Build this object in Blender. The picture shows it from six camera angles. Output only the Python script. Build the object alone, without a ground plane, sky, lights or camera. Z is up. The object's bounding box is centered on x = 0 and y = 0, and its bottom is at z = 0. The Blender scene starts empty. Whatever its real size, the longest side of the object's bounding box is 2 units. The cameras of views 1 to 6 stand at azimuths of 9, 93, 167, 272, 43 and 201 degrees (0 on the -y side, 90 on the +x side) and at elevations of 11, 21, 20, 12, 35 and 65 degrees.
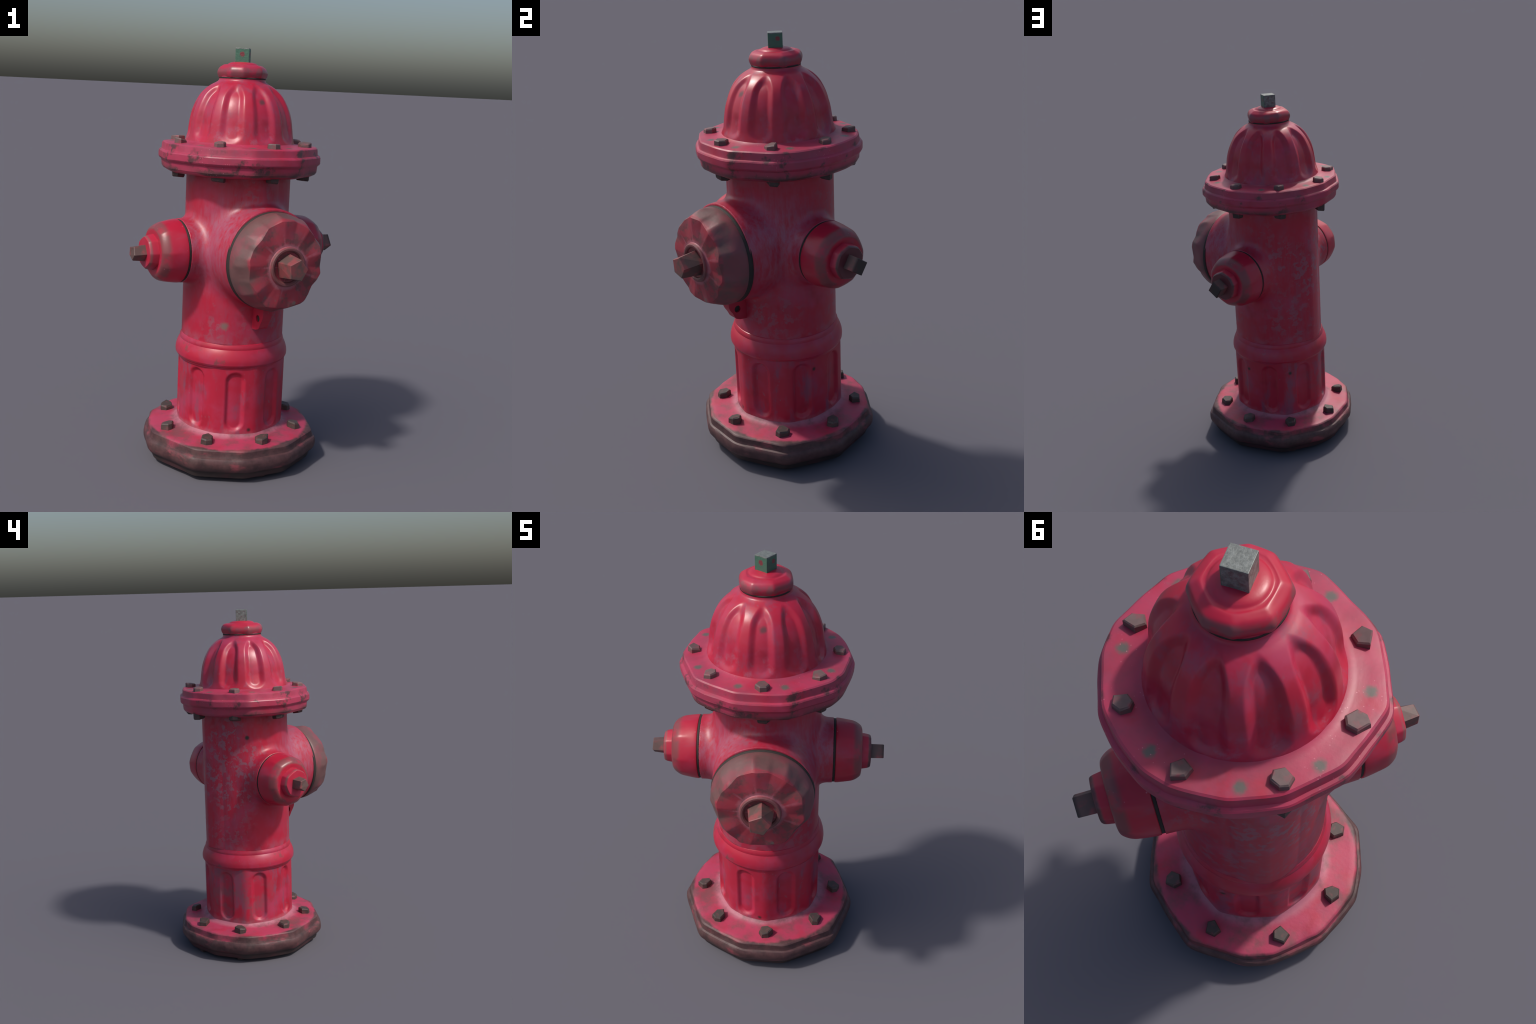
import bpy, bmesh, math, random
import numpy as np
from mathutils import Matrix, Vector

rng = random.Random(7)

# ------------------------------------------------------------------ frame
AXIS = (-0.011, 0.035)          # where the barrel stands
FRONT = 39.3                    # azimuth of the big outlet (0 = -y, 90 = +x)
OUT_Z = 1.049                   # height of the outlet axes


def rad(d):
    return d * math.pi / 180.0


def direction(az):
    a = rad(az)
    return Vector((math.sin(a), -math.cos(a), 0.0))


hydrant = bpy.data.objects.new("fire_hydrant", None)
bpy.context.scene.collection.objects.link(hydrant)
hydrant.location = (AXIS[0], AXIS[1], 0.0)
hydrant["label"] = "weathered red fire hydrant with three capped outlets"
hydrant["category"] = "fire hydrant"


def add(name, mesh, parent=None, matrix=None, mat=None):
    ob = bpy.data.objects.new(name, mesh)
    bpy.context.scene.collection.objects.link(ob)
    ob.parent = parent or hydrant
    if matrix is not None:
        ob.matrix_local = matrix
    if mat is not None and not mesh.materials:
        mesh.materials.append(mat)
    return ob


def mesh_from(name, verts, faces, smooth=True, angle=None):
    me = bpy.data.meshes.new(name)
    me.from_pydata([tuple(v) for v in verts], [], faces)
    me.update()
    bm = bmesh.new()
    bm.from_mesh(me)
    bmesh.ops.recalc_face_normals(bm, faces=bm.faces)
    bm.to_mesh(me)
    bm.free()
    if smooth:
        me.polygons.foreach_set("use_smooth", [True] * len(me.polygons))
        if angle is not None:
            me.set_sharp_from_angle(angle=rad(angle))
    return me


def outline(corners, soft=0.25, ease=2):
    """radius as a function of azimuth (degrees) for a polygon given by
    corner (azimuth, radius) pairs; soft pulls it towards the round shape"""
    cs = sorted(corners)
    pts = [(r * math.cos(rad(a)), r * math.sin(rad(a)), a, r) for a, r in cs]

    def f(a):
        a = (a - pts[0][2]) % 360.0 + pts[0][2]
        for i in range(len(pts)):
            p, q = pts[i], pts[(i + 1) % len(pts)]
            qa = q[2] + (360.0 if i == len(pts) - 1 else 0.0)
            if p[2] <= a <= qa:
                ca, sa = math.cos(rad(a)), math.sin(rad(a))
                ex, ey = q[0] - p[0], q[1] - p[1]
                den = ca * ey - sa * ex
                r_poly = (p[0] * ey - p[1] * ex) / den
                k = (a - p[2]) / (qa - p[2])
                r_round = p[3] * (1 - k) + q[3] * k
                return r_poly * (1 - soft) + r_round * soft
        return pts[0][3]

    tab = [f(i) for i in range(360)]
    # round the corners off a little
    wts = [(k, ease + 1 - abs(k)) for k in range(-ease, ease + 1)]
    tot = sum(w for _, w in wts)
    sm = [sum(tab[(i + k) % 360] * w for k, w in wts) / tot for i in range(360)]

    def g(a):
        a %= 360.0
        i = int(a)
        k = a - i
        return sm[i] * (1 - k) + sm[(i + 1) % 360] * k
    return g


def resample(profile, step):
    out = []
    for (r0, z0), (r1, z1) in zip(profile[:-1], profile[1:]):
        n = max(1, int(math.hypot(r1 - r0, z1 - z0) / step))
        for i in range(n):
            k = i / n
            out.append((r0 + (r1 - r0) * k, z0 + (z1 - z0) * k))
    out.append(profile[-1])
    return out


def smooth_profile(profile, n=12):
    """Catmull-Rom through the given points"""
    p = [np.array(q, float) for q in profile]
    p = [2 * p[0] - p[1]] + p + [2 * p[-1] - p[-2]]
    out = []
    for i in range(1, len(p) - 2):
        for k in range(n):
            t = k / n
            a, b, c, d = p[i - 1], p[i], p[i + 1], p[i + 2]
            out.append(tuple(0.5 * (2 * b + (c - a) * t + (2 * a - 5 * b + 4 * c - d) * t * t
                                    + (3 * b - a - 3 * c + d) * t ** 3)))
    out.append(tuple(p[-2]))
    return out


def lathe(name, rows, seg, shape, angle=None, frame="vertical"):
    """rows: list of row data; shape(row, azimuth_deg) -> (radius, height).
    vertical: azimuth 0 = -y, 90 = +x.  outlet: plain polar x,y, z outwards."""
    verts, faces = [], []
    n = len(rows)
    for row in rows:
        for j in range(seg):
            a = 360.0 * j / seg
            r, z = shape(row, a)
            if frame == "vertical":
                verts.append((r * math.sin(rad(a)), -r * math.cos(rad(a)), z))
            else:
                verts.append((r * math.cos(rad(a)), r * math.sin(rad(a)), z))
    for i in range(n - 1):
        for j in range(seg):
            k = (j + 1) % seg
            faces.append((i * seg + j, i * seg + k, (i + 1) * seg + k, (i + 1) * seg + j))
    faces.append(tuple(range(seg - 1, -1, -1)))
    faces.append(tuple(range((n - 1) * seg, n * seg)))
    return mesh_from(name, verts, faces, True, angle)


def dents(a, z, seed):
    """slow, uneven waviness of worn castings, about -1..1"""
    x = rad(a)
    return (math.sin(7 * x + seed) * 0.4 + math.sin(13 * x + 2.3 * seed + 40 * z) * 0.35
            + math.sin(23 * x - 1.7 * seed + 90 * z) * 0.25)


def sstep(a, b, x):
    t = min(1.0, max(0.0, (x - a) / (b - a)))
    return t * t * (3 - 2 * t)


def wrap(d):
    return (d + 180.0) % 360.0 - 180.0


# ------------------------------------------------------------------ materials
class Graph:
    def __init__(self, name):
        self.mat = bpy.data.materials.new(name)
        self.mat.use_nodes = True
        self.nt = self.mat.node_tree
        self.nt.nodes.clear()
        self.out = self.nt.nodes.new("ShaderNodeOutputMaterial")
        self.bsdf = self.nt.nodes.new("ShaderNodeBsdfPrincipled")
        self.nt.links.new(self.bsdf.outputs[0], self.out.inputs[0])
        self.coord = self.nt.nodes.new("ShaderNodeTexCoord").outputs["Object"]
        s = self.nt.nodes.new("ShaderNodeSeparateXYZ")
        self.link(self.coord, s.inputs[0])
        self.x, self.y, self.z = s.outputs[0], s.outputs[1], s.outputs[2]
        self.radius = self.math("SQRT", self.math("ADD", self.math("MULTIPLY", self.x, self.x),
                                                  self.math("MULTIPLY", self.y, self.y)))

    def link(self, a, b):
        self.nt.links.new(a, b)

    def put(self, v, sock):
        if isinstance(v, (int, float)):
            sock.default_value = v
        elif isinstance(v, (tuple, list)):
            sock.default_value = (*v, 1.0) if len(v) == 3 and len(sock.default_value) == 4 else v
        else:
            self.link(v, sock)

    def math(self, op, a, b=0.0, clamp=False):
        n = self.nt.nodes.new("ShaderNodeMath")
        n.operation = op
        n.use_clamp = clamp
        self.put(a, n.inputs[0])
        self.put(b, n.inputs[1])
        return n.outputs[0]

    def mul(self, *a):
        o = a[0]
        for b in a[1:]:
            o = self.math("MULTIPLY", o, b)
        return o

    def maximum(self, a, b):
        return self.math("MAXIMUM", a, b)

    def step(self, v, lo, hi):
        """smooth 0..1 while v goes lo -> hi (hi may be below lo)"""
        n = self.nt.nodes.new("ShaderNodeMapRange")
        n.interpolation_type = "SMOOTHSTEP"
        flip = hi < lo
        self.put(v, n.inputs["Value"])
        n.inputs["From Min"].default_value = min(lo, hi)
        n.inputs["From Max"].default_value = max(lo, hi)
        n.inputs["To Min"].default_value = 1.0 if flip else 0.0
        n.inputs["To Max"].default_value = 0.0 if flip else 1.0
        return n.outputs["Result"]

    def scaled(self, sx, sy, sz, off=(0, 0, 0)):
        n = self.nt.nodes.new("ShaderNodeMapping")
        n.inputs["Scale"].default_value = (sx, sy, sz)
        n.inputs["Location"].default_value = off
        self.link(self.coord, n.inputs["Vector"])
        return n.outputs[0]

    def noise(self, scale, detail=4.0, rough=0.55, coord=None, off=0.0, distort=0.0):
        n = self.nt.nodes.new("ShaderNodeTexNoise")
        n.noise_dimensions = "4D"
        n.inputs["W"].default_value = off
        n.inputs["Scale"].default_value = scale
        n.inputs["Detail"].default_value = detail
        n.inputs["Roughness"].default_value = rough
        n.inputs["Distortion"].default_value = distort
        self.link(coord or self.coord, n.inputs["Vector"])
        return n.outputs["Fac"]

    def cells(self, scale, coord=None, rand=1.0):
        n = self.nt.nodes.new("ShaderNodeTexVoronoi")
        n.inputs["Scale"].default_value = scale
        n.inputs["Randomness"].default_value = rand
        self.link(coord or self.coord, n.inputs["Vector"])
        return n.outputs["Distance"]

    def spot(self, p, r, soft=0.5, wobble=None):
        n = self.nt.nodes.new("ShaderNodeVectorMath")
        n.operation = "DISTANCE"
        self.link(self.coord, n.inputs[0])
        n.inputs[1].default_value = p
        d = n.outputs["Value"]
        if wobble is not None:
            d = self.math("ADD", d, self.math("MULTIPLY", self.math("SUBTRACT", wobble, 0.5), r * 1.2))
        return self.step(d, r * (1 + soft), r * (1 - soft))

    def mix(self, f, a, b):
        n = self.nt.nodes.new("ShaderNodeMix")
        n.data_type = "RGBA"
        self.put(f, n.inputs["Factor"])
        self.put(a, n.inputs["A"])
        self.put(b, n.inputs["B"])
        return n.outputs["Result"]

    def finish(self, color, rough=0.42, bump=None, bump_strength=0.2, bump_dist=0.004, metallic=0.0, spec=0.5):
        self.put(color, self.bsdf.inputs["Base Color"])
        self.put(rough, self.bsdf.inputs["Roughness"])
        self.put(metallic, self.bsdf.inputs["Metallic"])
        self.bsdf.inputs["Specular IOR Level"].default_value = spec
        if bump is not None:
            n = self.nt.nodes.new("ShaderNodeBump")
            n.inputs["Strength"].default_value = bump_strength
            n.inputs["Distance"].default_value = bump_dist
            self.link(bump, n.inputs["Height"])
            self.link(n.outputs[0], self.bsdf.inputs["Normal"])
        return self.mat


RED = (0.445, 0.014, 0.043)
DEEP = (0.31, 0.010, 0.028)
PINK = (0.43, 0.040, 0.095)
MAUVE = (0.25, 0.065, 0.115)
GREYMAUVE = (0.245, 0.105, 0.145)
DUST = (0.42, 0.22, 0.27)
RUST = (0.105, 0.068, 0.062)
DARK = (0.030, 0.023, 0.022)
GREEN = (0.088, 0.108, 0.092)


def paint_base(g, fade=0.5, chips=0.5, seed=0.0, patch=0.5):
    """enamel gone patchy: red, faded pink clouds, mauve stains, small chips"""
    cloud = g.noise(5.5, 5, 0.6, off=seed)
    col = g.mix(g.step(cloud, 0.62 - 0.35 * fade, 0.85 - 0.3 * fade), RED, PINK)
    deep = g.noise(9.0, 3, 0.5, off=seed + 3.1)
    col = g.mix(g.mul(g.step(deep, 0.55, 0.72), 0.6), col, DEEP)
    streak = g.noise(3.0, 6, 0.65, coord=g.scaled(4.5, 4.5, 1.6), off=seed + 5.0)
    col = g.mix(g.mul(g.step(streak, 0.50, 0.66), 0.75 * patch), col, MAUVE)
    chip_zone = g.step(g.noise(4.0, 2, 0.5, off=seed + 9.0), 0.45, 0.62)
    chip = g.step(g.noise(38.0, 3, 0.6, off=seed + 11.0), 0.62, 0.68)
    col = g.mix(g.mul(chip, chip_zone, chips), col, GREYMAUVE)
    return col


def grain(g, seed=0.0):
    return g.math("ADD", g.noise(60.0, 4, 0.6, off=seed),
                  g.math("MULTIPLY", g.noise(11.0, 3, 0.5, off=seed + 1), 2.0))


def mat_barrel():
    g = Graph("barrel_enamel")
    col = paint_base(g, 0.42, 0.35, 0.0, 0.30)
    wob = g.noise(16.0, 5, 0.65, off=2.0)
    brush = g.noise(6.0, 6, 0.7, coord=g.scaled(9, 9, 2.0), off=4.0)

    # pale worn shoulders between the outlets
    for az, z, r, amt in ((FRONT - 45, 1.10, 0.17, 0.95), (FRONT + 42, 1.13, 0.19, 0.9),
                          (FRONT - 22, 1.22, 0.10, 0.7)):
        d = direction(az) * 0.27
        m = g.spot((d.x, d.y, z), r, 0.75, wob)
        col = g.mix(g.mul(m, g.step(brush, 0.30, 0.66), amt), col, (0.36, 0.105, 0.165))

    # flaked field down the back left side
    blob = g.step(g.noise(31.0, 4, 0.6, off=6.0), 0.505, 0.575)
    zone = g.step(g.noise(6.0, 3, 0.5, off=8.0), 0.36, 0.50)
    for az, z, r, amt in ((-103, 1.20, 0.17, 0.9), (-104, 0.98, 0.14, 0.8), (-112, 0.74, 0.12, 0.6),
                          (-160, 1.04, 0.16, 0.75), (-175, 0.74, 0.15, 0.6), (6, 0.70, 0.11, 0.6), (-110, 1.36, 0.12, 0.7),
                          (150, 1.2, 0.13, 0.6), (30, 1.33, 0.1, 0.5), (75, 0.75, 0.13, 0.6)):
        d = direction(az) * 0.25
        m = g.spot((d.x, d.y, z), r, 0.6, wob)
        col = g.mix(g.mul(m, g.step(brush, 0.42, 0.62), amt * 0.45), col, MAUVE)
        col = g.mix(g.mul(m, blob, zone, amt * 0.82), col, (0.26, 0.11, 0.15))
    # dusty film on the foot and right under the bonnet flange
    film = g.maximum(g.step(g.z, 0.69, 0.62), g.mul(g.step(g.z, 1.33, 1.40), 0.8))
    col = g.mix(g.mul(film, g.step(wob, 0.42, 0.62), 0.55), col, (0.33, 0.11, 0.16))
    # small burnt dots and one olive scab
    for az, z, r in ((150, 1.13, 0.010), (-145, 0.90, 0.010), (-135, 0.905, 0.007), (-84, 1.29, 0.012)):
        d = direction(az) * 0.25
        col = g.mix(g.spot((d.x, d.y, z), r, 0.5), col, DARK)
    d = direction(3) * 0.25
    col = g.mix(g.mul(g.spot((d.x, d.y, 0.715), 0.017, 0.6, g.noise(40, 3)), 0.85), col, (0.20, 0.14, 0.12))
    return g.finish(col, 0.40, grain(g), 0.10, 0.003)


def mat_lower_barrel():
    g = Graph("fluted_barrel_enamel")
    col = paint_base(g, 0.5, 0.7, 14.0, 1.15)
    wob = g.noise(18.0, 5, 0.65, off=3.0)
    d = direction(-105) * 0.26
    col = g.mix(g.mul(g.spot((d.x, d.y, 0.34), 0.19, 0.6, wob), g.step(g.noise(12, 5, 0.65), 0.42, 0.6), 0.8), col, (0.22, 0.07, 0.095))
    foot = g.math("ADD", g.z, g.math("MULTIPLY", wob, 0.10))
    col = g.mix(g.mul(g.step(foot, 0.265, 0.215), 0.45), col, DUST)
    for az, z in ((121, 0.45), (146, 0.46), (178, 0.45), (33, 0.205)):
        p = direction(az) * 0.262
        col = g.mix(g.spot((p.x, p.y, z), 0.010, 0.6), col, DARK)
    return g.finish(col, 0.42, grain(g, 4), 0.12, 0.003)


def mat_ring():
    g = Graph("ring_enamel")
    col = paint_base(g, 0.5, 0.3, 21.0, 0.25)
    col = g.mix(g.mul(g.step(g.noise(14, 4, 0.6, off=2), 0.60, 0.70), 0.6), col, RUST)
    return g.finish(col, 0.36, grain(g, 6), 0.08, 0.003)


def mat_dome():
    g = Graph("bonnet_enamel")
    col = paint_base(g, 0.55, 0.35, 31.0, 0.75)
    wob = g.noise(30.0, 4, 0.6, off=5.0)
    # pale scuffing low in the flutes
    sc = g.mul(g.step(g.z, 1.72, 1.60), g.step(g.noise(14, 6, 0.7, off=7.0), 0.52, 0.66))
    col = g.mix(g.mul(sc, 0.6), col, (0.33, 0.11, 0.17))
    p = direction(39) * 0.192
    col = g.mix(g.mul(g.spot((p.x, p.y, 1.752), 0.016, 0.5, wob), 0.85), col, (0.10, 0.045, 0.05))
    return g.finish(col, 0.36, grain(g, 8), 0.08, 0.003)


def mat_flange():
    g = Graph("bonnet_flange_enamel")
    col = paint_base(g, 0.95, 0.3, 41.0, 0.45)
    col = g.mix(g.mul(g.step(g.noise(7.0, 6, 0.65, off=15.0), 0.40, 0.62), 0.45), col, (0.25, 0.045, 0.075))
    wob = g.noise(70.0, 3, 0.6, off=5.0)
    # scabs of bare dark iron along the edges
    n = g.noise(13.0, 5, 0.65, off=1.0)
    edge = g.step(g.radius, 0.352, 0.366)
    low = g.step(g.z, 1.462, 1.434)
    col = g.mix(g.mul(edge, g.step(n, 0.53, 0.64), 0.85), col, (0.055, 0.036, 0.036))
    col = g.mix(g.mul(edge, low, g.step(g.noise(9.0, 5, 0.65, off=7.0), 0.30, 0.56), 0.9), col, (0.05, 0.035, 0.034))  # lower band darkened, partly for the occlusion on the flange underside
    # verdigris spots between the bolts
    for az in (21.5, 56.2, 100, 157, 201, 237, 281.5, 338):
        p = direction(az) * 0.321
        col = g.mix(g.mul(g.spot((p.x, p.y, 1.557), 0.0165, 0.55, wob), 0.9), col, GREEN)
    # fine pale nicks
    nick = g.mul(g.step(g.cells(75.0), 0.16, 0.10), g.step(g.noise(9, 3, off=6), 0.52, 0.60))
    col = g.mix(g.mul(nick, 0.55), col, (0.62, 0.22, 0.28))
    return g.finish(col, 0.44, grain(g, 9), 0.12, 0.003)


def mat_collar():
    g = Graph("collar_enamel")
    col = paint_base(g, 0.5, 0.2, 51.0, 0.2)
    worn = g.mul(g.step(g.radius, 0.106, 0.116), g.step(g.noise(18, 5, 0.65), 0.36, 0.56))
    col = g.mix(g.mul(worn, 0.75), col, (0.17, 0.075, 0.085))
    return g.finish(col, 0.36, grain(g, 10), 0.08, 0.003)


def mat_base():
    g = Graph("base_flange_enamel")
    col = paint_base(g, 1.15, 0.2, 61.0, 0.35)
    n = g.noise(9.0, 6, 0.65, off=2.0)
    rn = g.math("ADD", g.radius, g.math("MULTIPLY", g.math("SUBTRACT", n, 0.5), 0.05))
    # dust packed round the foot of the barrel
    col = g.mix(g.mul(g.step(rn, 0.304, 0.266), 0.5), col, DUST)
    # grimy stains on the deck
    col = g.mix(g.mul(g.step(g.noise(8.5, 6, 0.65, off=5.0), 0.46, 0.66), 0.8), col, (0.16, 0.062, 0.070))
    # rusty rim, with paint left in tongues
    side = g.step(rn, 0.387, 0.403)
    rust = g.mix(g.step(g.noise(22, 6, 0.7), 0.35, 0.68), (0.036, 0.025, 0.024), (0.090, 0.050, 0.048))
    left = g.step(g.noise(6.0, 4, 0.6, coord=g.scaled(1, 1, 2.2), off=12.0), 0.53, 0.64)
    rust = g.mix(g.mul(left, 0.75), rust, (0.27, 0.055, 0.072))
    col = g.mix(g.mul(side, 0.93), col, rust)
    # occlusion shadow under the bulge, painted black onto the lower lip
    zn = g.math("ADD", g.z, g.math("MULTIPLY", g.math("SUBTRACT", n, 0.5), 0.03))
    col = g.mix(g.mul(g.step(zn, 0.062, 0.050), 0.9), col, DARK)
    return g.finish(col, 0.55, grain(g, 11), 0.2, 0.004)


def mat_pumper_cap():
    g = Graph("pumper_cap_enamel")
    col = g.mix(0.45, paint_base(g, 0.35, 0.3, 71.0, 0.5), (0.17, 0.055, 0.062))
    n = g.noise(15.0, 5, 0.65, off=1.0)
    col = g.mix(g.mul(g.step(n, 0.47, 0.60), 0.8), col, (0.12, 0.05, 0.052))
    col = g.mix(g.mul(g.step(g.cells(22.0), 0.26, 0.16), g.step(g.noise(8, 3, off=4), 0.48, 0.58), 0.8), col, (0.12, 0.105, 0.10))
    # face: dusty halo about the hub
    halo = g.mul(g.step(g.math("ADD", g.radius, g.math("MULTIPLY", g.math("SUBTRACT", n, 0.5), 0.05)), 0.110, 0.092),
                 g.step(g.radius, 0.088, 0.092))
    col = g.mix(g.mul(halo, 0.6), col, (0.42, 0.17, 0.21))
    streak = g.nt.nodes.new("ShaderNodeMath")
    streak.operation = "ARCTAN2"
    g.link(g.y, streak.inputs[0])
    g.link(g.x, streak.inputs[1])
    ridge = g.math("SINE", g.math("ADD", g.math("MULTIPLY", streak.outputs[0], 9.0), 4.8))
    thin = g.mul(g.step(ridge, 0.90, 1.0), g.step(g.noise(20, 5, 0.65, off=14), 0.40, 0.60), g.step(g.radius, 0.19, 0.10), g.step(g.z, 0.478, 0.482))
    col = g.mix(g.mul(thin, 0.6), col, (0.40, 0.13, 0.17))
    hub = g.mul(g.step(g.radius, 0.091, 0.087), g.step(g.radius, 0.064, 0.070))
    col = g.mix(g.mul(hub, 0.8), col, (0.17, 0.068, 0.07))
    # skirt: rust brown, paint showing through
    m2 = g.noise(8.0, 5, 0.6, off=9.0)
    tn = g.math("ADD", g.z, g.math("MULTIPLY", g.math("SUBTRACT", m2, 0.5), 0.05))
    skirt = g.step(tn, 0.483, 0.468)
    rust = g.mix(g.noise(26, 5, 0.7), (0.105, 0.058, 0.057), (0.165, 0.086, 0.084))
    rust = g.mix(g.mul(g.step(m2, 0.46, 0.60), 0.75), rust, (0.23, 0.055, 0.072))
    col = g.mix(g.mul(skirt, 0.92), col, rust)
    return g.finish(col, 0.5, grain(g, 12), 0.2, 0.004)


def mat_hose_cap():
    g = Graph("hose_cap_enamel")
    col = paint_base(g, 0.35, 0.15, 81.0, 0.35)
    n = g.noise(14.0, 5, 0.6, off=1.0)
    band = g.mul(g.step(g.radius, 0.100, 0.112), g.step(g.z, 0.388, 0.410))
    col = g.mix(g.mul(band, g.step(n, 0.34, 0.56), 0.75), col, (0.15, 0.06, 0.062))
    nick = g.mul(g.step(g.cells(48.0), 0.15, 0.09), g.step(g.noise(9, 3, off=6), 0.54, 0.62))
    col = g.mix(g.mul(nick, 0.5), col, (0.62, 0.25, 0.30))
    return g.finish(col, 0.36, grain(g, 13), 0.1, 0.003)


def mat_hub(name="cap_hub_enamel", darken=0.0):
    g = Graph(name)
    col = paint_base(g, 0.55, 0.2, 91.0, 0.3)
    rimw = g.mul(g.step(g.radius, 0.070, 0.076), g.step(g.z, 0.462, 0.472))
    col = g.mix(g.mul(rimw, 0.7), col, (0.17, 0.09, 0.085))
    if darken:
        t = g.math("ADD", g.z, g.math("MULTIPLY", g.noise(18, 4, 0.6, off=2), 0.03))
        col = g.mix(g.mul(g.step(t, 0.478, 0.492), darken), col, (0.045, 0.028, 0.030))
    return g.finish(col, 0.42, grain(g, 14), 0.12, 0.003)


def mat_outlet_nut(name="outlet_nut_rust", darken=0.0):
    g = Graph(name)
    col = g.mix(g.noise(22, 5, 0.65), (0.085, 0.052, 0.048), (0.145, 0.082, 0.075))
    col = g.mix(g.mul(g.step(g.noise(16, 3, 0.5, off=3), 0.50, 0.64), 0.75), col, (0.30, 0.055, 0.065))
    if darken:
        t = g.math("ADD", g.z, g.math("MULTIPLY", g.noise(25, 4, 0.6, off=2), 0.012))
        col = g.mix(g.mul(g.step(t, 0.530, 0.545), darken), col, (0.016, 0.015, 0.015))
    return g.finish(col, 0.55, grain(g, 15), 0.2, 0.003)


def mat_gap():
    g = Graph("gasket_grime")
    col = g.mix(g.noise(20, 4), (0.016, 0.013, 0.012), (0.040, 0.030, 0.027))
    return g.finish(col, 0.75, grain(g, 16), 0.2, 0.003)


def mat_bolt(name, a, b, red):
    g = Graph(name)
    info = g.nt.nodes.new("ShaderNodeObjectInfo").outputs["Random"]
    col = g.mix(g.noise(45, 5, 0.65), a, b)
    col = g.mix(g.mul(g.step(g.noise(38, 3, 0.5, off=3), 0.50, 0.66), red), col, (0.30, 0.05, 0.075))
    dim = g.math("ADD", 0.75, g.math("MULTIPLY", info, 0.45))
    n = g.nt.nodes.new("ShaderNodeVectorMath")
    n.operation = "SCALE"
    g.link(col, n.inputs[0])
    g.link(dim, n.inputs["Scale"])
    return g.finish(n.outputs[0], 0.6, grain(g, 17), 0.25, 0.002)


def mat_top_nut():
    g = Graph("operating_nut_metal")
    pits = g.noise(85.0, 5, 0.7)
    col = g.mix(g.step(pits, 0.30, 0.70), (0.115, 0.125, 0.117), (0.24, 0.258, 0.245))
    # green enamel survives on two faces
    green = g.mix(g.noise(40, 4), (0.045, 0.135, 0.095), (0.075, 0.19, 0.125))
    f1 = g.step(g.y, -0.0296, -0.0312)
    f2 = g.step(g.x, 0.0296, 0.0312)
    face = g.maximum(f1, f2)
    body = g.mul(face, g.step(g.math("ADD", g.z, g.math("MULTIPLY", pits, 0.008)), 2.0015, 1.9975))
    col = g.mix(g.mul(body, 0.95), col, green)
    col = g.mix(g.mul(g.spot((0.000, -0.032, 1.971), 0.0115, 0.25, g.noise(90, 3)), 0.9), col, (0.23, 0.035, 0.05))
    col = g.mix(g.mul(g.spot((0.032, 0.010, 1.974), 0.0095, 0.25, g.noise(90, 3)), 0.9), col, (0.23, 0.035, 0.05))
    # reddish stain on the back faces
    st = g.mul(g.step(g.noise(60, 3, 0.6, off=8.0), 0.50, 0.62), g.math("SUBTRACT", 1.0, face), g.step(g.z, 1.998, 1.990))
    col = g.mix(g.mul(st, 0.5), col, (0.14, 0.04, 0.055))
    return g.finish(col, 0.45, pits, 0.6, 0.003, metallic=0.15)


M_BARREL, M_LOWER, M_RING = mat_barrel(), mat_lower_barrel(), mat_ring()
M_DOME, M_FLANGE, M_COLLAR, M_BASE = mat_dome(), mat_flange(), mat_collar(), mat_base()
M_PUMPER, M_HOSE, M_HUB = mat_pumper_cap(), mat_hose_cap(), mat_hub()
M_NUT, M_GAP, M_TOP = mat_outlet_nut(), mat_gap(), mat_top_nut()
M_HUB_DARK = mat_hub("shade_painted_hub_enamel", 0.8)  # outer end of the right hub tinted near black for its baked shade
M_NUT_DARK = mat_outlet_nut("dark_ended_nut", 0.8)
M_BOLT_TOP = mat_bolt("flange_bolt_rust", (0.090, 0.060, 0.058), (0.215, 0.130, 0.132), 0.6)
M_BOLT_LOW = mat_bolt("base_bolt_rust", (0.045, 0.032, 0.029), (0.085, 0.058, 0.052), 0.30)
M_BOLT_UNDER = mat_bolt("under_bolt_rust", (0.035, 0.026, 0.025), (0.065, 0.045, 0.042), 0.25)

# ------------------------------------------------------------------ barrel with outlet necks
BARREL_R = 0.2475
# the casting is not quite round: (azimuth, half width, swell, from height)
BARREL_CORNERS = [(214, 26, 0.021, 0.55), (FRONT, 22, 0.021, 1.27), (90, 24, 0.006, 0.55), (-76, 24, 0.002, 0.55), (3, 24, 0.005, 0.55)]
# azimuth, radius, reach, rise of the neck centre
NECKS = [(FRONT, 0.2320, 0.347, 0.006), (FRONT - 90, 0.152, 0.3045, 0.0), (FRONT + 90, 0.152, 0.3045, 0.0)]


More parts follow.
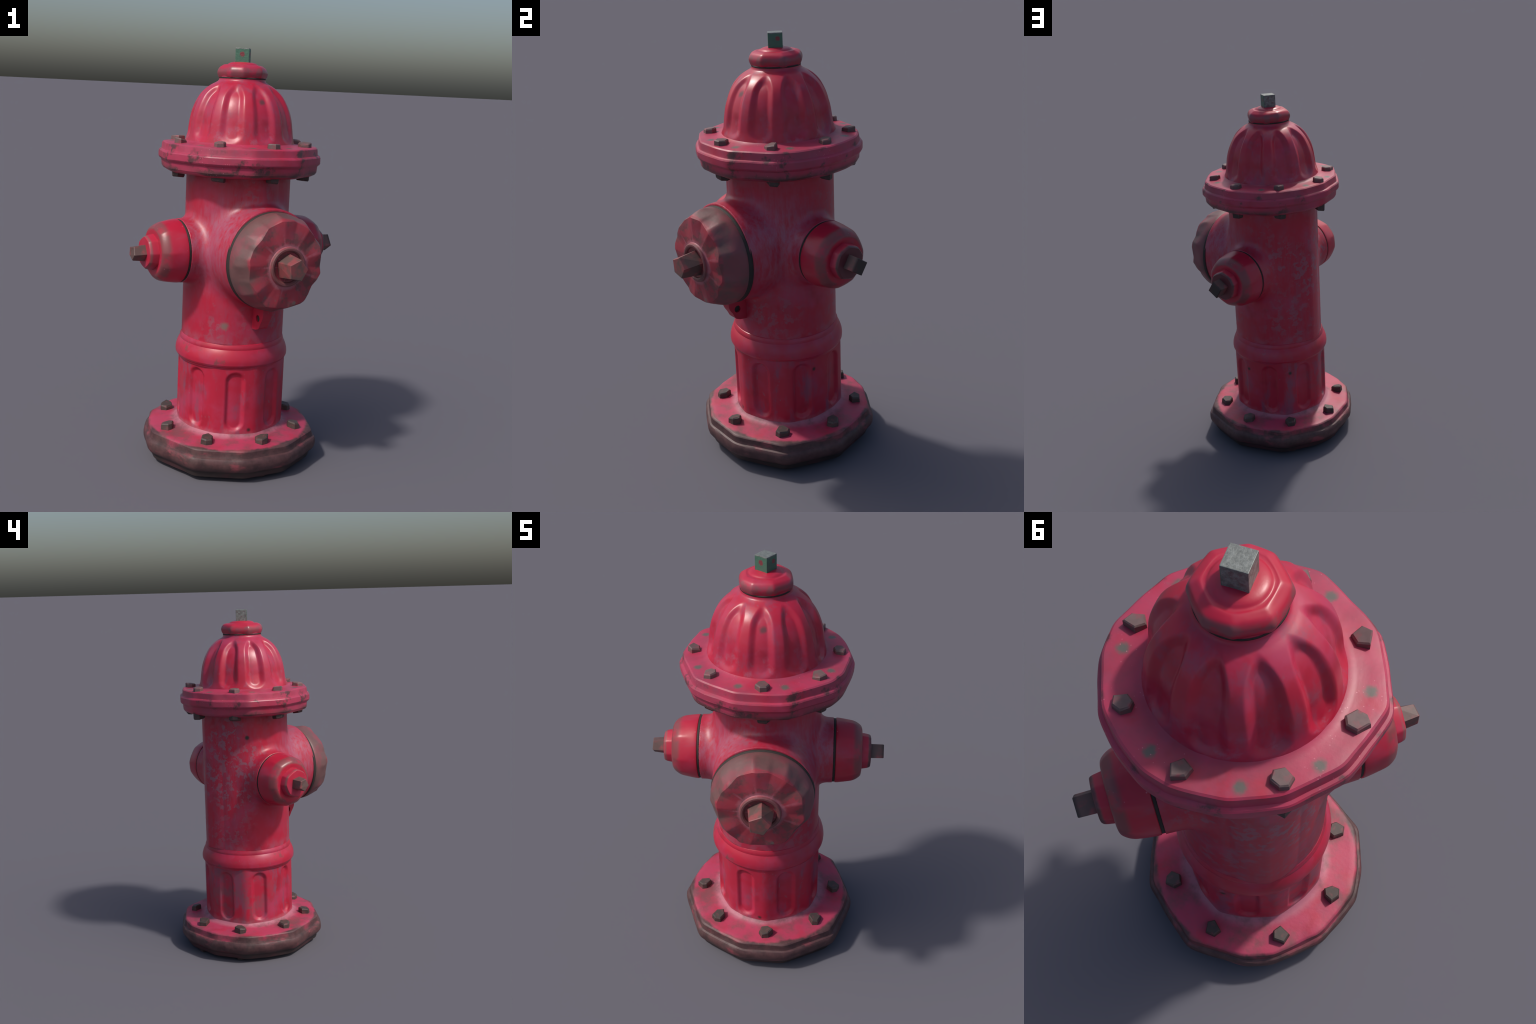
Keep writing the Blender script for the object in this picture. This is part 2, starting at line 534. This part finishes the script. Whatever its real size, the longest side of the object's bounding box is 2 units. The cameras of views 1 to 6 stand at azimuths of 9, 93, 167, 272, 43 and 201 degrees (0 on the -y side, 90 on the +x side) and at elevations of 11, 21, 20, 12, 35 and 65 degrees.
def build_barrel():
    bm = bmesh.new()
    bmesh.ops.create_cone(bm, cap_ends=True, segments=96, radius1=BARREL_R, radius2=BARREL_R, depth=0.82,
                          matrix=Matrix.Translation((0, 0, 1.02)))
    for az, r, t, rise in NECKS:
        d = direction(az)
        rot = d.to_track_quat("Z", "Y").to_matrix().to_4x4()
        bmesh.ops.create_cone(bm, cap_ends=True, segments=80, radius1=r + 0.006, radius2=r + 0.002, depth=t,
                              matrix=Matrix.Translation(d * (t / 2) + Vector((0, 0, OUT_Z + rise))) @ rot)
    me = bpy.data.meshes.new("barrel")
    bm.to_mesh(me)
    bm.free()
    ob = bpy.data.objects.new("barrel_build", me)
    bpy.context.scene.collection.objects.link(ob)
    mod = ob.modifiers.new("skin", "REMESH")
    mod.mode = "VOXEL"
    mod.voxel_size = 0.0055
    dg = bpy.context.evaluated_depsgraph_get()
    me2 = bpy.data.meshes.new_from_object(ob.evaluated_get(dg))
    bpy.data.objects.remove(ob)
    n = len(me2.vertices)
    co = np.empty(n * 3)
    me2.vertices.foreach_get("co", co)
    co = co.reshape(-1, 3)

    def field(p):
        """barrel and necks blended with fillets"""
        az = np.degrees(np.arctan2(p[:, 0], -p[:, 1]))
        swell = np.zeros(len(p))
        for c, w, h, z_lo in BARREL_CORNERS:
            k = np.abs((az - c + 180) % 360 - 180) / w
            swell += h * np.clip(1 - k, 0, 1) * np.clip((p[:, 2] - z_lo) / 0.05, 0, 1)
        f = np.hypot(p[:, 0], p[:, 1]) - BARREL_R - swell
        for n_az, r, t_end, rise in NECKS:
            d = direction(n_az)
            t = p[:, 0] * d.x + p[:, 1] * d.y
            lat = p[:, 0] * -d.y + p[:, 1] * d.x
            flare = 0.004 * np.clip((t_end - t) / 0.10, 0, 1)
            g = np.hypot(lat * (1.03 if r > 0.2 else 1.0), p[:, 2] - OUT_Z - rise) - r - flare
            g = np.where(t < 0, np.maximum(g, 0.05) + -t, g)
            k = 0.048
            h = np.clip(0.5 + 0.5 * (g - f) / k, 0, 1)
            f = g * (1 - h) + f * h - k * h * (1 - h)
        return f

    keep = (co[:, 2] > 0.62) & (co[:, 2] < 1.42)
    for az, r, t_end, rise in NECKS:      # leave the flat end discs of the necks alone
        d = direction(az)
        t = co[:, 0] * d.x + co[:, 1] * d.y
        lat = co[:, 0] * -d.y + co[:, 1] * d.x
        keep &= ~((t > t_end - 0.009) & (np.hypot(lat, co[:, 2] - OUT_Z - rise) < r - 0.006))
    e = 1e-4
    for _ in range(8):
        f = field(co)
        grad = np.stack([(field(co + np.eye(3)[i] * e) - field(co - np.eye(3)[i] * e)) / (2 * e) for i in range(3)], 1)
        stepv = grad * (f / np.maximum((grad ** 2).sum(1), 0.2))[:, None]
        ln = np.linalg.norm(stepv, axis=1, keepdims=True)
        stepv *= np.minimum(1.0, 0.02 / np.maximum(ln, 1e-9))
        co = np.where(keep[:, None], co - stepv, co)
    me2.vertices.foreach_set("co", co.ravel())
    me2.name = "barrel"
    me2.materials.clear()
    me2.polygons.foreach_set("use_smooth", [True] * len(me2.polygons))
    me2.update()
    return me2


add("barrel", build_barrel(), mat=M_BARREL)

# ring band above the fluted part
RING = [(0.240, 0.630), (0.2505, 0.624), (0.2555, 0.615), (0.2575, 0.606), (0.2570, 0.600), (0.2595, 0.596), (0.2660, 0.585),
        (0.2720, 0.570), (0.2760, 0.555), (0.2775, 0.542), (0.2765, 0.529), (0.2715, 0.520), (0.2650, 0.5155), (0.2630, 0.508), (0.245, 0.505)]
ring_poly = outline([(10 + 36 * i + rng.uniform(-6, 6), 1.0) for i in range(10)], 0.62)
ring_rows = RING
add("barrel_ring", lathe("barrel_ring", ring_rows, 180,
    lambda p, a: (0.25 + (p[0] - 0.25) * (0.55 + 0.45 * ring_poly(a)) + 0.02 * (ring_poly(a) - 1), p[1]), angle=24), mat=M_RING)


# fluted lower barrel: a rounded, slightly uneven polygon
lower_poly = outline([(a, r / 0.2665) for a, r in ((-91, 0.271), (-60, 0.258), (-34, 0.257), (-5, 0.263), (16, 0.265), (39, 0.272),
                      (70, 0.266), (92, 0.271), (118, 0.260), (150, 0.258), (172, 0.272), (195, 0.258), (221, 0.266), (250, 0.259))], 0.3, 6)


def lower_shape(p, a):
    r, z = p
    depth = 0.0
    for i in range(8):
        da = wrap(a - (FRONT - 22.5 + 45 * i))
        if abs(da) > 16:
            continue
        u = rad(da) * 0.262 / 0.050
        end = 0.050
        lo, hi = 0.196, 0.496
        e = max(0.0, (lo + end - z) / end, (z - (hi - end)) / end)
        d = math.hypot(u, e)
        depth = max(depth, 1 - sstep(0.62, 1.0, d))
    return r * lower_poly(a) - 0.0145 * depth, z


rows = [(0.2665, 0.15 + 0.37 * i / 90) for i in range(91)]
add("fluted_barrel", lathe("fluted_barrel", rows, 360, lower_shape), mat=M_LOWER)

# ------------------------------------------------------------------ base flange
base_out = outline([(-90, 0.431), (-72, 0.427), (-50, 0.440), (-10, 0.446), (24, 0.440), (53, 0.441), (88, 0.455), (126, 0.437),
                    (166, 0.437), (197, 0.425), (212, 0.421), (241, 0.421)], 0.12, 4)
BASE = [("l", 0.245, 0.200), ("l", 0.2580, 0.193), ("l", 0.2670, 0.185), ("l", 0.2745, 0.178), ("l", 0.286, 0.1725), ("a", 0.305, 0.1695),
        ("a", 0.335, 0.166), ("o", -0.055, 0.164), ("o", -0.032, 0.162), ("o", -0.026, 0.1595), ("o", -0.022, 0.155),
        ("o", -0.020, 0.142), ("o", -0.019, 0.132), ("o", -0.0165, 0.126), ("o", -0.008, 0.122), ("o", -0.002, 0.113),
        ("o", 0.000, 0.098), ("o", -0.001, 0.084), ("o", -0.005, 0.071), ("o", -0.014, 0.058), ("o", -0.023, 0.052),
        ("o", -0.028, 0.044), ("o", -0.030, 0.030), ("o", -0.034, 0.022), ("o", -0.05, 0.018), ("a", 0.20, 0.018)]


def base_shape(p, a):
    if p[0] == "a":
        return p[1], p[2]
    if p[0] == "l":
        return p[1] * lower_poly(a), p[2]
    return base_out(a) + p[1] + 0.0022 * dents(a, p[2], 1.0), p[2] + (0.0013 * dents(a, 0, 4.0) if p[2] > 0.05 else 0)


add("base_flange", lathe("base_flange", BASE, 240,
    base_shape, angle=30), mat=M_BASE)

# ------------------------------------------------------------------ bonnet flange
flange_out = outline([(-83, 0.377), (-47, 0.370), (-29, 0.357), (-11, 0.376), (5, 0.366), (22, 0.373), (41, 0.366), (57, 0.374), (89, 0.378),
                      (103, 0.373), (128, 0.371), (144, 0.365), (160, 0.369), (173, 0.368), (196, 0.358), (219, 0.356),
                      (245, 0.359)], 0.2, 4)
FLANGE = [("a", 0.230, 1.590), ("a", 0.252, 1.572), ("a", 0.264, 1.563), ("a", 0.285, 1.558), ("a", 0.32, 1.556),
          ("o", -0.018, 1.555), ("o", -0.008, 1.5535), ("o", -0.002, 1.549), ("o", 0.000, 1.541), ("o", 0.001, 1.524),
          ("o", 0.003, 1.518), ("o", 0.0115, 1.5145), ("o", 0.015, 1.509), ("o", 0.0155, 1.496), ("o", 0.015, 1.482),
          ("o", 0.011, 1.475), ("o", 0.003, 1.469), ("o", 0.001, 1.464), ("o", 0.000, 1.450), ("o", -0.001, 1.438),
          ("o", -0.008, 1.428), ("o", -0.026, 1.419), ("a", 0.30, 1.416), ("a", 0.20, 1.414)]


def flange_shape(p, a):
    if p[0] == "a":
        return p[1], p[2]
    return flange_out(a) + p[1] + 0.0014 * dents(a, p[2], 2.0), p[2] + 0.0009 * dents(a, 0, 5.0)


add("bonnet_flange", lathe("bonnet_flange", FLANGE, 240,
    flange_shape, angle=24), mat=M_FLANGE)

# ------------------------------------------------------------------ bonnet dome with flutes
DOME = [(0.266, 1.545), (0.259, 1.570), (0.253, 1.600), (0.248, 1.640), (0.2415, 1.680), (0.2315, 1.715), (0.2165, 1.750),
        (0.1970, 1.782), (0.172, 1.808), (0.146, 1.827), (0.124, 1.839), (0.113, 1.847), (0.1095, 1.857), (0.1085, 1.872)]
dome_rows = smooth_profile(DOME, 9)


def dome_shape(p, a):
    r, z = p
    depth = 0.0
    for i in range(10):
        da = wrap(a - (37.5 + 36 * i))
        if abs(da) > 18:
            continue
        u = da / 14.0
        e = max(0.0, (1.612 - z) / 0.050, (z - 1.770) / 0.068)
        d = math.hypot(u, e)
        depth = max(depth, 1 - sstep(0.42, 1.0, d))
    cut = 0.0225 - 0.0085 * (1 - sstep(45, 75, abs(wrap(a - 45))))
    return r - cut * depth * (0.5 + 0.5 * sstep(1.565, 1.65, z)), z - 0.006 * depth * sstep(1.70, 1.80, z)


add("bonnet_dome", lathe("bonnet_dome", dome_rows, 360, dome_shape), mat=M_DOME)

# collar and operating nut
COLLAR = [(0.092, 1.860), (0.110, 1.8615), (0.1155, 1.868), (0.1195, 1.879), (0.1205, 1.889), (0.1175, 1.900),
          (0.110, 1.911), (0.098, 1.9185), (0.088, 1.9225), (0.080, 1.9225), (0.0735, 1.9235), (0.066, 1.9285),
          (0.056, 1.9325), (0.040, 1.9355), (0.012, 1.937)]
add("collar_shadow_ring", lathe("collar_shadow_ring", [(0.100, 1.856), (0.1105, 1.8575), (0.1105, 1.864), (0.100, 1.865)], 96, lambda p, a: p),  # dark ring modelled for the shadow line below the collar
    mat=M_GAP)
collar_poly = outline([(20 + 45 * i + rng.uniform(-8, 8), 1.012) for i in range(8)], 0.2, 4)
add("bonnet_collar", lathe("bonnet_collar", smooth_profile(COLLAR, 5), 144,
    lambda p, a: (p[0] * (1 + (collar_poly(a) - 1) * sstep(0.06, 0.10, p[0])),
                  p[1] + 0.0026 * (math.sin(rad(2 * a + 40)) + 0.6 * math.sin(rad(3 * a + 200))) * sstep(0.08, 0.11, p[0]))), mat=M_COLLAR)


def box_mesh(name, sx, sy, z0, z1, bevel):
    bm = bmesh.new()
    bmesh.ops.create_cube(bm, size=1.0, matrix=Matrix.Translation((0, 0, (z0 + z1) / 2)) @ Matrix.Diagonal((sx, sy, z1 - z0, 1)))
    bmesh.ops.bevel(bm, geom=list(bm.edges), offset=bevel, segments=2, profile=0.6, affect="EDGES")
    me = bpy.data.meshes.new(name)
    bm.to_mesh(me)
    bm.free()
    return me


add("operating_nut", box_mesh("operating_nut", 0.0645, 0.064, 1.920, 2.0, 0.0016),
    matrix=Matrix.Translation((-0.001, 0, 0)) @ Matrix.Rotation(rad(3), 4, "Z"), mat=M_TOP)


# ------------------------------------------------------------------ bolts
def bolt_mesh(name, r, h, sides, seed, mat, skew=1.0):
    rr = random.Random(seed)
    bottom, top, crown = [], [], []
    ph = rr.uniform(0, 360)
    tilt = (rr.uniform(-0.24, 0.24) * skew, rr.uniform(-0.24, 0.24) * skew)
    for i in range(sides):
        a = rad(ph + 360.0 * i / sides + rr.uniform(-12, 12) * skew)
        k = r * rr.uniform(0.88, 1.10)
        bottom.append((k * math.cos(a), k * math.sin(a), -0.012))
        k2 = k * rr.uniform(0.90, 0.97)
        x, y = k2 * math.cos(a), k2 * math.sin(a)
        top.append((x, y, h * 0.80 + tilt[0] * x + tilt[1] * y + rr.uniform(-0.0022, 0.0022) * skew))
        x, y = k2 * 0.84 * math.cos(a), k2 * 0.84 * math.sin(a)
        crown.append((x, y, h + tilt[0] * x + tilt[1] * y))
    verts = bottom + top + crown
    n = sides
    faces = []
    for i in range(n):
        j = (i + 1) % n
        faces.append((i, j, n + j, n + i))
        faces.append((n + i, n + j, 2 * n + j, 2 * n + i))
    faces.append(tuple(range(2 * n, 3 * n)))
    faces.append(tuple(range(n - 1, -1, -1)))
    me = mesh_from(name, verts, faces, smooth=False)
    me.materials.append(mat)
    return me


flange_bolts = [bolt_mesh("flange_bolt", 0.0325, 0.022, s, 10 + i, M_BOLT_TOP) for i, s in enumerate((6, 5, 6, 5, 6))]
base_bolts = [bolt_mesh("base_bolt", 0.0350, 0.029, s, 30 + i, M_BOLT_LOW) for i, s in enumerate((6, 5, 6, 5, 6))]
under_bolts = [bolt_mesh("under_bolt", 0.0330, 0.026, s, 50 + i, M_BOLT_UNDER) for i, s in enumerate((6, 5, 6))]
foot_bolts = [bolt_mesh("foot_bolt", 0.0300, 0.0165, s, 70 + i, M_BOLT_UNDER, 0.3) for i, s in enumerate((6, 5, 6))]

FLIP = Matrix.Rotation(math.pi, 4, "X")
for i in range(8):
    az = 39.6 + 45 * i + rng.uniform(-1.2, 1.2)
    d = direction(az)
    spin = Matrix.Rotation(rng.uniform(0, 6.28), 4, "Z")
    add("flange_bolt", flange_bolts[i % 5], matrix=Matrix.Translation(d * 0.316 + Vector((0, 0, 1.555))) @ spin)
    add("flange_nut", under_bolts[i % 3], matrix=Matrix.Translation(d * 0.318 + Vector((0, 0, 1.424))) @ FLIP @ spin)
    add("base_bolt", base_bolts[(i * 2) % 5], matrix=Matrix.Translation(d * 0.337 + Vector((0, 0, 0.166))) @ spin)
    add("foot_nut", foot_bolts[i % 3], matrix=Matrix.Translation(d * 0.345 + Vector((0, 0, 0.018))) @ FLIP @ spin)


# ------------------------------------------------------------------ outlets
def outlet_matrix(az):
    d = direction(az)
    lat = Vector((math.cos(rad(az)), math.sin(rad(az)), 0))
    m = Matrix((( lat.x, 0, d.x, 0), (lat.y, 0, d.y, 0), (0, 1, 0, OUT_Z), (0, 0, 0, 1)))
    return m


def disc_rows(name, prof, seg=160, shape=None, angle=None):
    return lathe(name, prof, seg, shape or (lambda p, a: p), angle, "outlet")


def polygon_nut(name, t0, t1, r0, r1, sides, phase, twist=0.0, chamfer=0.003, wear=0.0):
    verts, faces = [], []
    rr = random.Random(sides * 10 + 3)
    worn = [(rr.uniform(-1, 0.3) * wear, rr.uniform(-1, 0.4) * wear) for _ in range(sides)]
    rings = [(t0, r0, twist), (t1 - chamfer, r1, 0.0), (t1, r1 - chamfer, 0.0)]
    for t, r, tw in rings:
        for i in range(sides):
            a = rad(phase + tw + 360.0 * i / sides)
            dr, dt = worn[i] if t > t0 else (0, 0)
            verts.append(((r + dr) * math.cos(a), (r + dr) * math.sin(a), t + dt))
    n = sides
    for k in range(2):
        for i in range(n):
            j = (i + 1) % n
            faces.append((k * n + i, k * n + j, (k + 1) * n + j, (k + 1) * n + i))
    faces.append(tuple(range(2 * n, 3 * n)))
    faces.append(tuple(range(n - 1, -1, -1)))
    return mesh_from(name, verts, faces, smooth=False)


# --- large front outlet
RIM = [(169, 0.196), (198.5, 0.195), (225.5, 0.193), (242, 0.206), (276, 0.198), (303, 0.196), (315, 0.190), (326, 0.176),
       (347, 0.194), (360.5, 0.184), (384, 0.196), (404, 0.196), (420, 0.200), (441, 0.209), (459, 0.211), (479.5, 0.202),
       (510.5, 0.192)]
rim_out = outline(RIM, 0.0)


def pleat(a):
    """radial pleats: nine ridges round the face"""
    k = ((a - 16) / 40.0) % 1.0
    tri = abs(k - 0.5) * 4 - 1
    return tri + 0.35 * math.sin(rad(a) * 5 + 1.0)


skirt_poly = outline([(c + rng.uniform(-4, 4), 1.0 + (0.030 if i % 2 else -0.018) * rng.uniform(0.6, 1.1))
                      for i, c in enumerate(range(0, 360, 20))], 0.0, 1)


PUMPER = [("a", 0.205, 0.350), ("a", 0.2235, 0.3605), ("a", 0.2255, 0.366), ("m", 0.00, 0.378), ("m", 0.15, 0.392),
          ("m", 0.35, 0.412), ("m", 0.55, 0.430), ("m", 0.75, 0.449), ("m", 0.9, 0.465), ("m", 1.0, 0.4755), ("f", 0.975, 0.4805),
          ("f", 0.93, 0.482), ("f", 0.85, 0.483), ("f", 0.75, 0.4845), ("f", 0.65, 0.486), ("f", 0.55, 0.4875), ("a", 0.0915, 0.489),
          ("a", 0.0895, 0.493), ("a", 0.0885, 0.499), ("a", 0.084, 0.503), ("a", 0.077, 0.503), ("a", 0.0715, 0.499),
          ("a", 0.069, 0.492), ("a", 0.064, 0.490), ("a", 0.03, 0.490)]


def pumper_shape(p, a):
    kind, v, t = p
    rim = rim_out(a)
    pl = pleat(a)
    if kind == "a":
        return v, t
    if kind == "m":
        r = 0.2255 * (1 - v) + rim * v
        bulge = 0.010 * math.sin(math.pi * min(1.0, v))
        lug = r * (skirt_poly(a) - 1) * sstep(0.1, 0.4, v) * (1 - sstep(0.7, 1.0, v)) + 0.003 * pl * v
        return r + bulge * 0.6 + lug, t + 0.003 * pl * v
    r = rim * v
    return r, t + 0.0060 * pl * sstep(0.45, 0.95, v)


M_FRONT = outlet_matrix(FRONT)
pumper = add("pumper_cap", disc_rows("pumper_cap", PUMPER, 216, pumper_shape, 22), matrix=M_FRONT, mat=M_PUMPER)
add("pumper_nut", polygon_nut("pumper_nut", 0.480, 0.584, 0.061, 0.0505, 5, 5, 8), parent=pumper, mat=M_NUT)
add("pumper_gasket", disc_rows("pumper_gasket", [(0.20, 0.338), (0.2285, 0.340), (0.2265, 0.352), (0.2235, 0.364), (0.20, 0.364)], 120),
    matrix=M_FRONT, mat=M_GAP)

# --- two hose outlets
HOSE = [(0.135, 0.306), (0.1490, 0.3165), (0.1510, 0.320), (0.1505, 0.334), (0.1480, 0.360), (0.1445, 0.385), (0.1400, 0.402),
        (0.1330, 0.416), (0.1230, 0.429), (0.1140, 0.4355), (0.1060, 0.4375), (0.096, 0.4375), (0.086, 0.4365), (0.06, 0.4365)]
HUB = [(0.086, 0.430), (0.0845, 0.440), (0.0825, 0.452), (0.0800, 0.466), (0.0770, 0.475), (0.0725, 0.4795), (0.060, 0.4805), (0.02, 0.4805)]
for k, az in enumerate((FRONT - 90, FRONT + 90)):
    m = outlet_matrix(az)
    pol = outline([(12 + 36 * i + rng.uniform(-7, 7), 1.0) for i in range(10)], 0.45)
    hpol = outline([(8 + 45 * i + rng.uniform(-8, 8), 1.0) for i in range(8)], 0.35)

    def cap_shape(p, a, pol=pol):
        w = sstep(0.32, 0.39, p[1])
        return p[0] * (1 + (pol(a) - 1) * w * 0.9), p[1]

    cap = add("hose_cap", disc_rows("hose_cap", smooth_profile(HOSE, 4), 144, cap_shape, 60), matrix=m, mat=M_HOSE)
    add("cap_hub", disc_rows("cap_hub", HUB, 120, lambda p, a, q=hpol: (p[0] * q(a), p[1]), 40), parent=cap, mat=M_HUB_DARK if k else M_HUB)
    if k == 0:
        nut = polygon_nut("hose_nut", 0.474, 0.540, 0.042, 0.035, 5, 134, 6, wear=0.004)
    else:
        nut = polygon_nut("hose_nut", 0.474, 0.540, 0.046, 0.0445, 4, 12, 0)
    add("hose_nut", nut, parent=cap, mat=M_NUT_DARK if k else M_NUT)
    add("hose_gasket", disc_rows("hose_gasket", [(0.13, 0.298), (0.1485, 0.299), (0.1480, 0.3195), (0.13, 0.320)], 96), matrix=m, mat=M_GAP)


# ------------------------------------------------------------------ chain lug under the large outlet
def lug_mesh():
    outer = [(0.235, 0.835), (0.345, 0.835), (0.3455, 0.785), (0.338, 0.768), (0.324, 0.748), (0.310, 0.720), (0.285, 0.709), (0.235, 0.702)]
    c, rh, n = (0.297, 0.766), 0.017, 32
    hole = [(c[0] + rh * math.cos(2 * math.pi * i / n), c[1] + rh * math.sin(2 * math.pi * i / n)) for i in range(n)]
    # outer boundary sampled along the same rays as the hole
    ring = []
    for i in range(n):
        dx, dz = math.cos(2 * math.pi * i / n), math.sin(2 * math.pi * i / n)
        best = None
        for (x0, z0), (x1, z1) in zip(outer, outer[1:] + outer[:1]):
            ex, ez = x1 - x0, z1 - z0
            den = dx * ez - dz * ex
            if abs(den) < 1e-9:
                continue
            s = ((x0 - c[0]) * ez - (z0 - c[1]) * ex) / den
            w = ((x0 - c[0]) * dz - (z0 - c[1]) * dx) / den
            if s > 0 and -1e-6 <= w <= 1 + 1e-6 and (best is None or s < best):
                best = s
        ring.append((c[0] + dx * best, c[1] + dz * best))
    verts, faces = [], []
    layers = [(-0.027, hole), (-0.027, ring), (0.020, ring), (0.020, hole)]
    for lat, loop in layers:
        for t, z in loop:
            verts.append((lat, z - OUT_Z, t))
    for k in range(4):
        k2 = (k + 1) % 4
        for i in range(n):
            j = (i + 1) % n
            faces.append((k * n + i, k * n + j, k2 * n + j, k2 * n + i))
    return mesh_from("chain_lug", verts, faces, True, 30)


g = Graph("chain_lug_enamel")
M_LUG = g.finish(paint_base(g, 0.25, 0.5, 5.0, 0.5), 0.42, grain(g), 0.15, 0.003)
lug = add("chain_lug", lug_mesh(), matrix=M_FRONT, mat=M_LUG)
plug = bpy.data.meshes.new("lug_dark_plug")  # dark cylinder filling the hole in the lug
bm = bmesh.new()
bmesh.ops.create_cone(bm, cap_ends=True, segments=24, radius1=0.0172, radius2=0.0172, depth=0.030,
                      matrix=Matrix.Translation((-0.004, 0.766 - OUT_Z, 0.297)) @ Matrix.Rotation(math.pi / 2, 4, "Y"))
bm.to_mesh(plug)
bm.free()
add("lug_dark_plug", plug, parent=lug, mat=M_GAP)
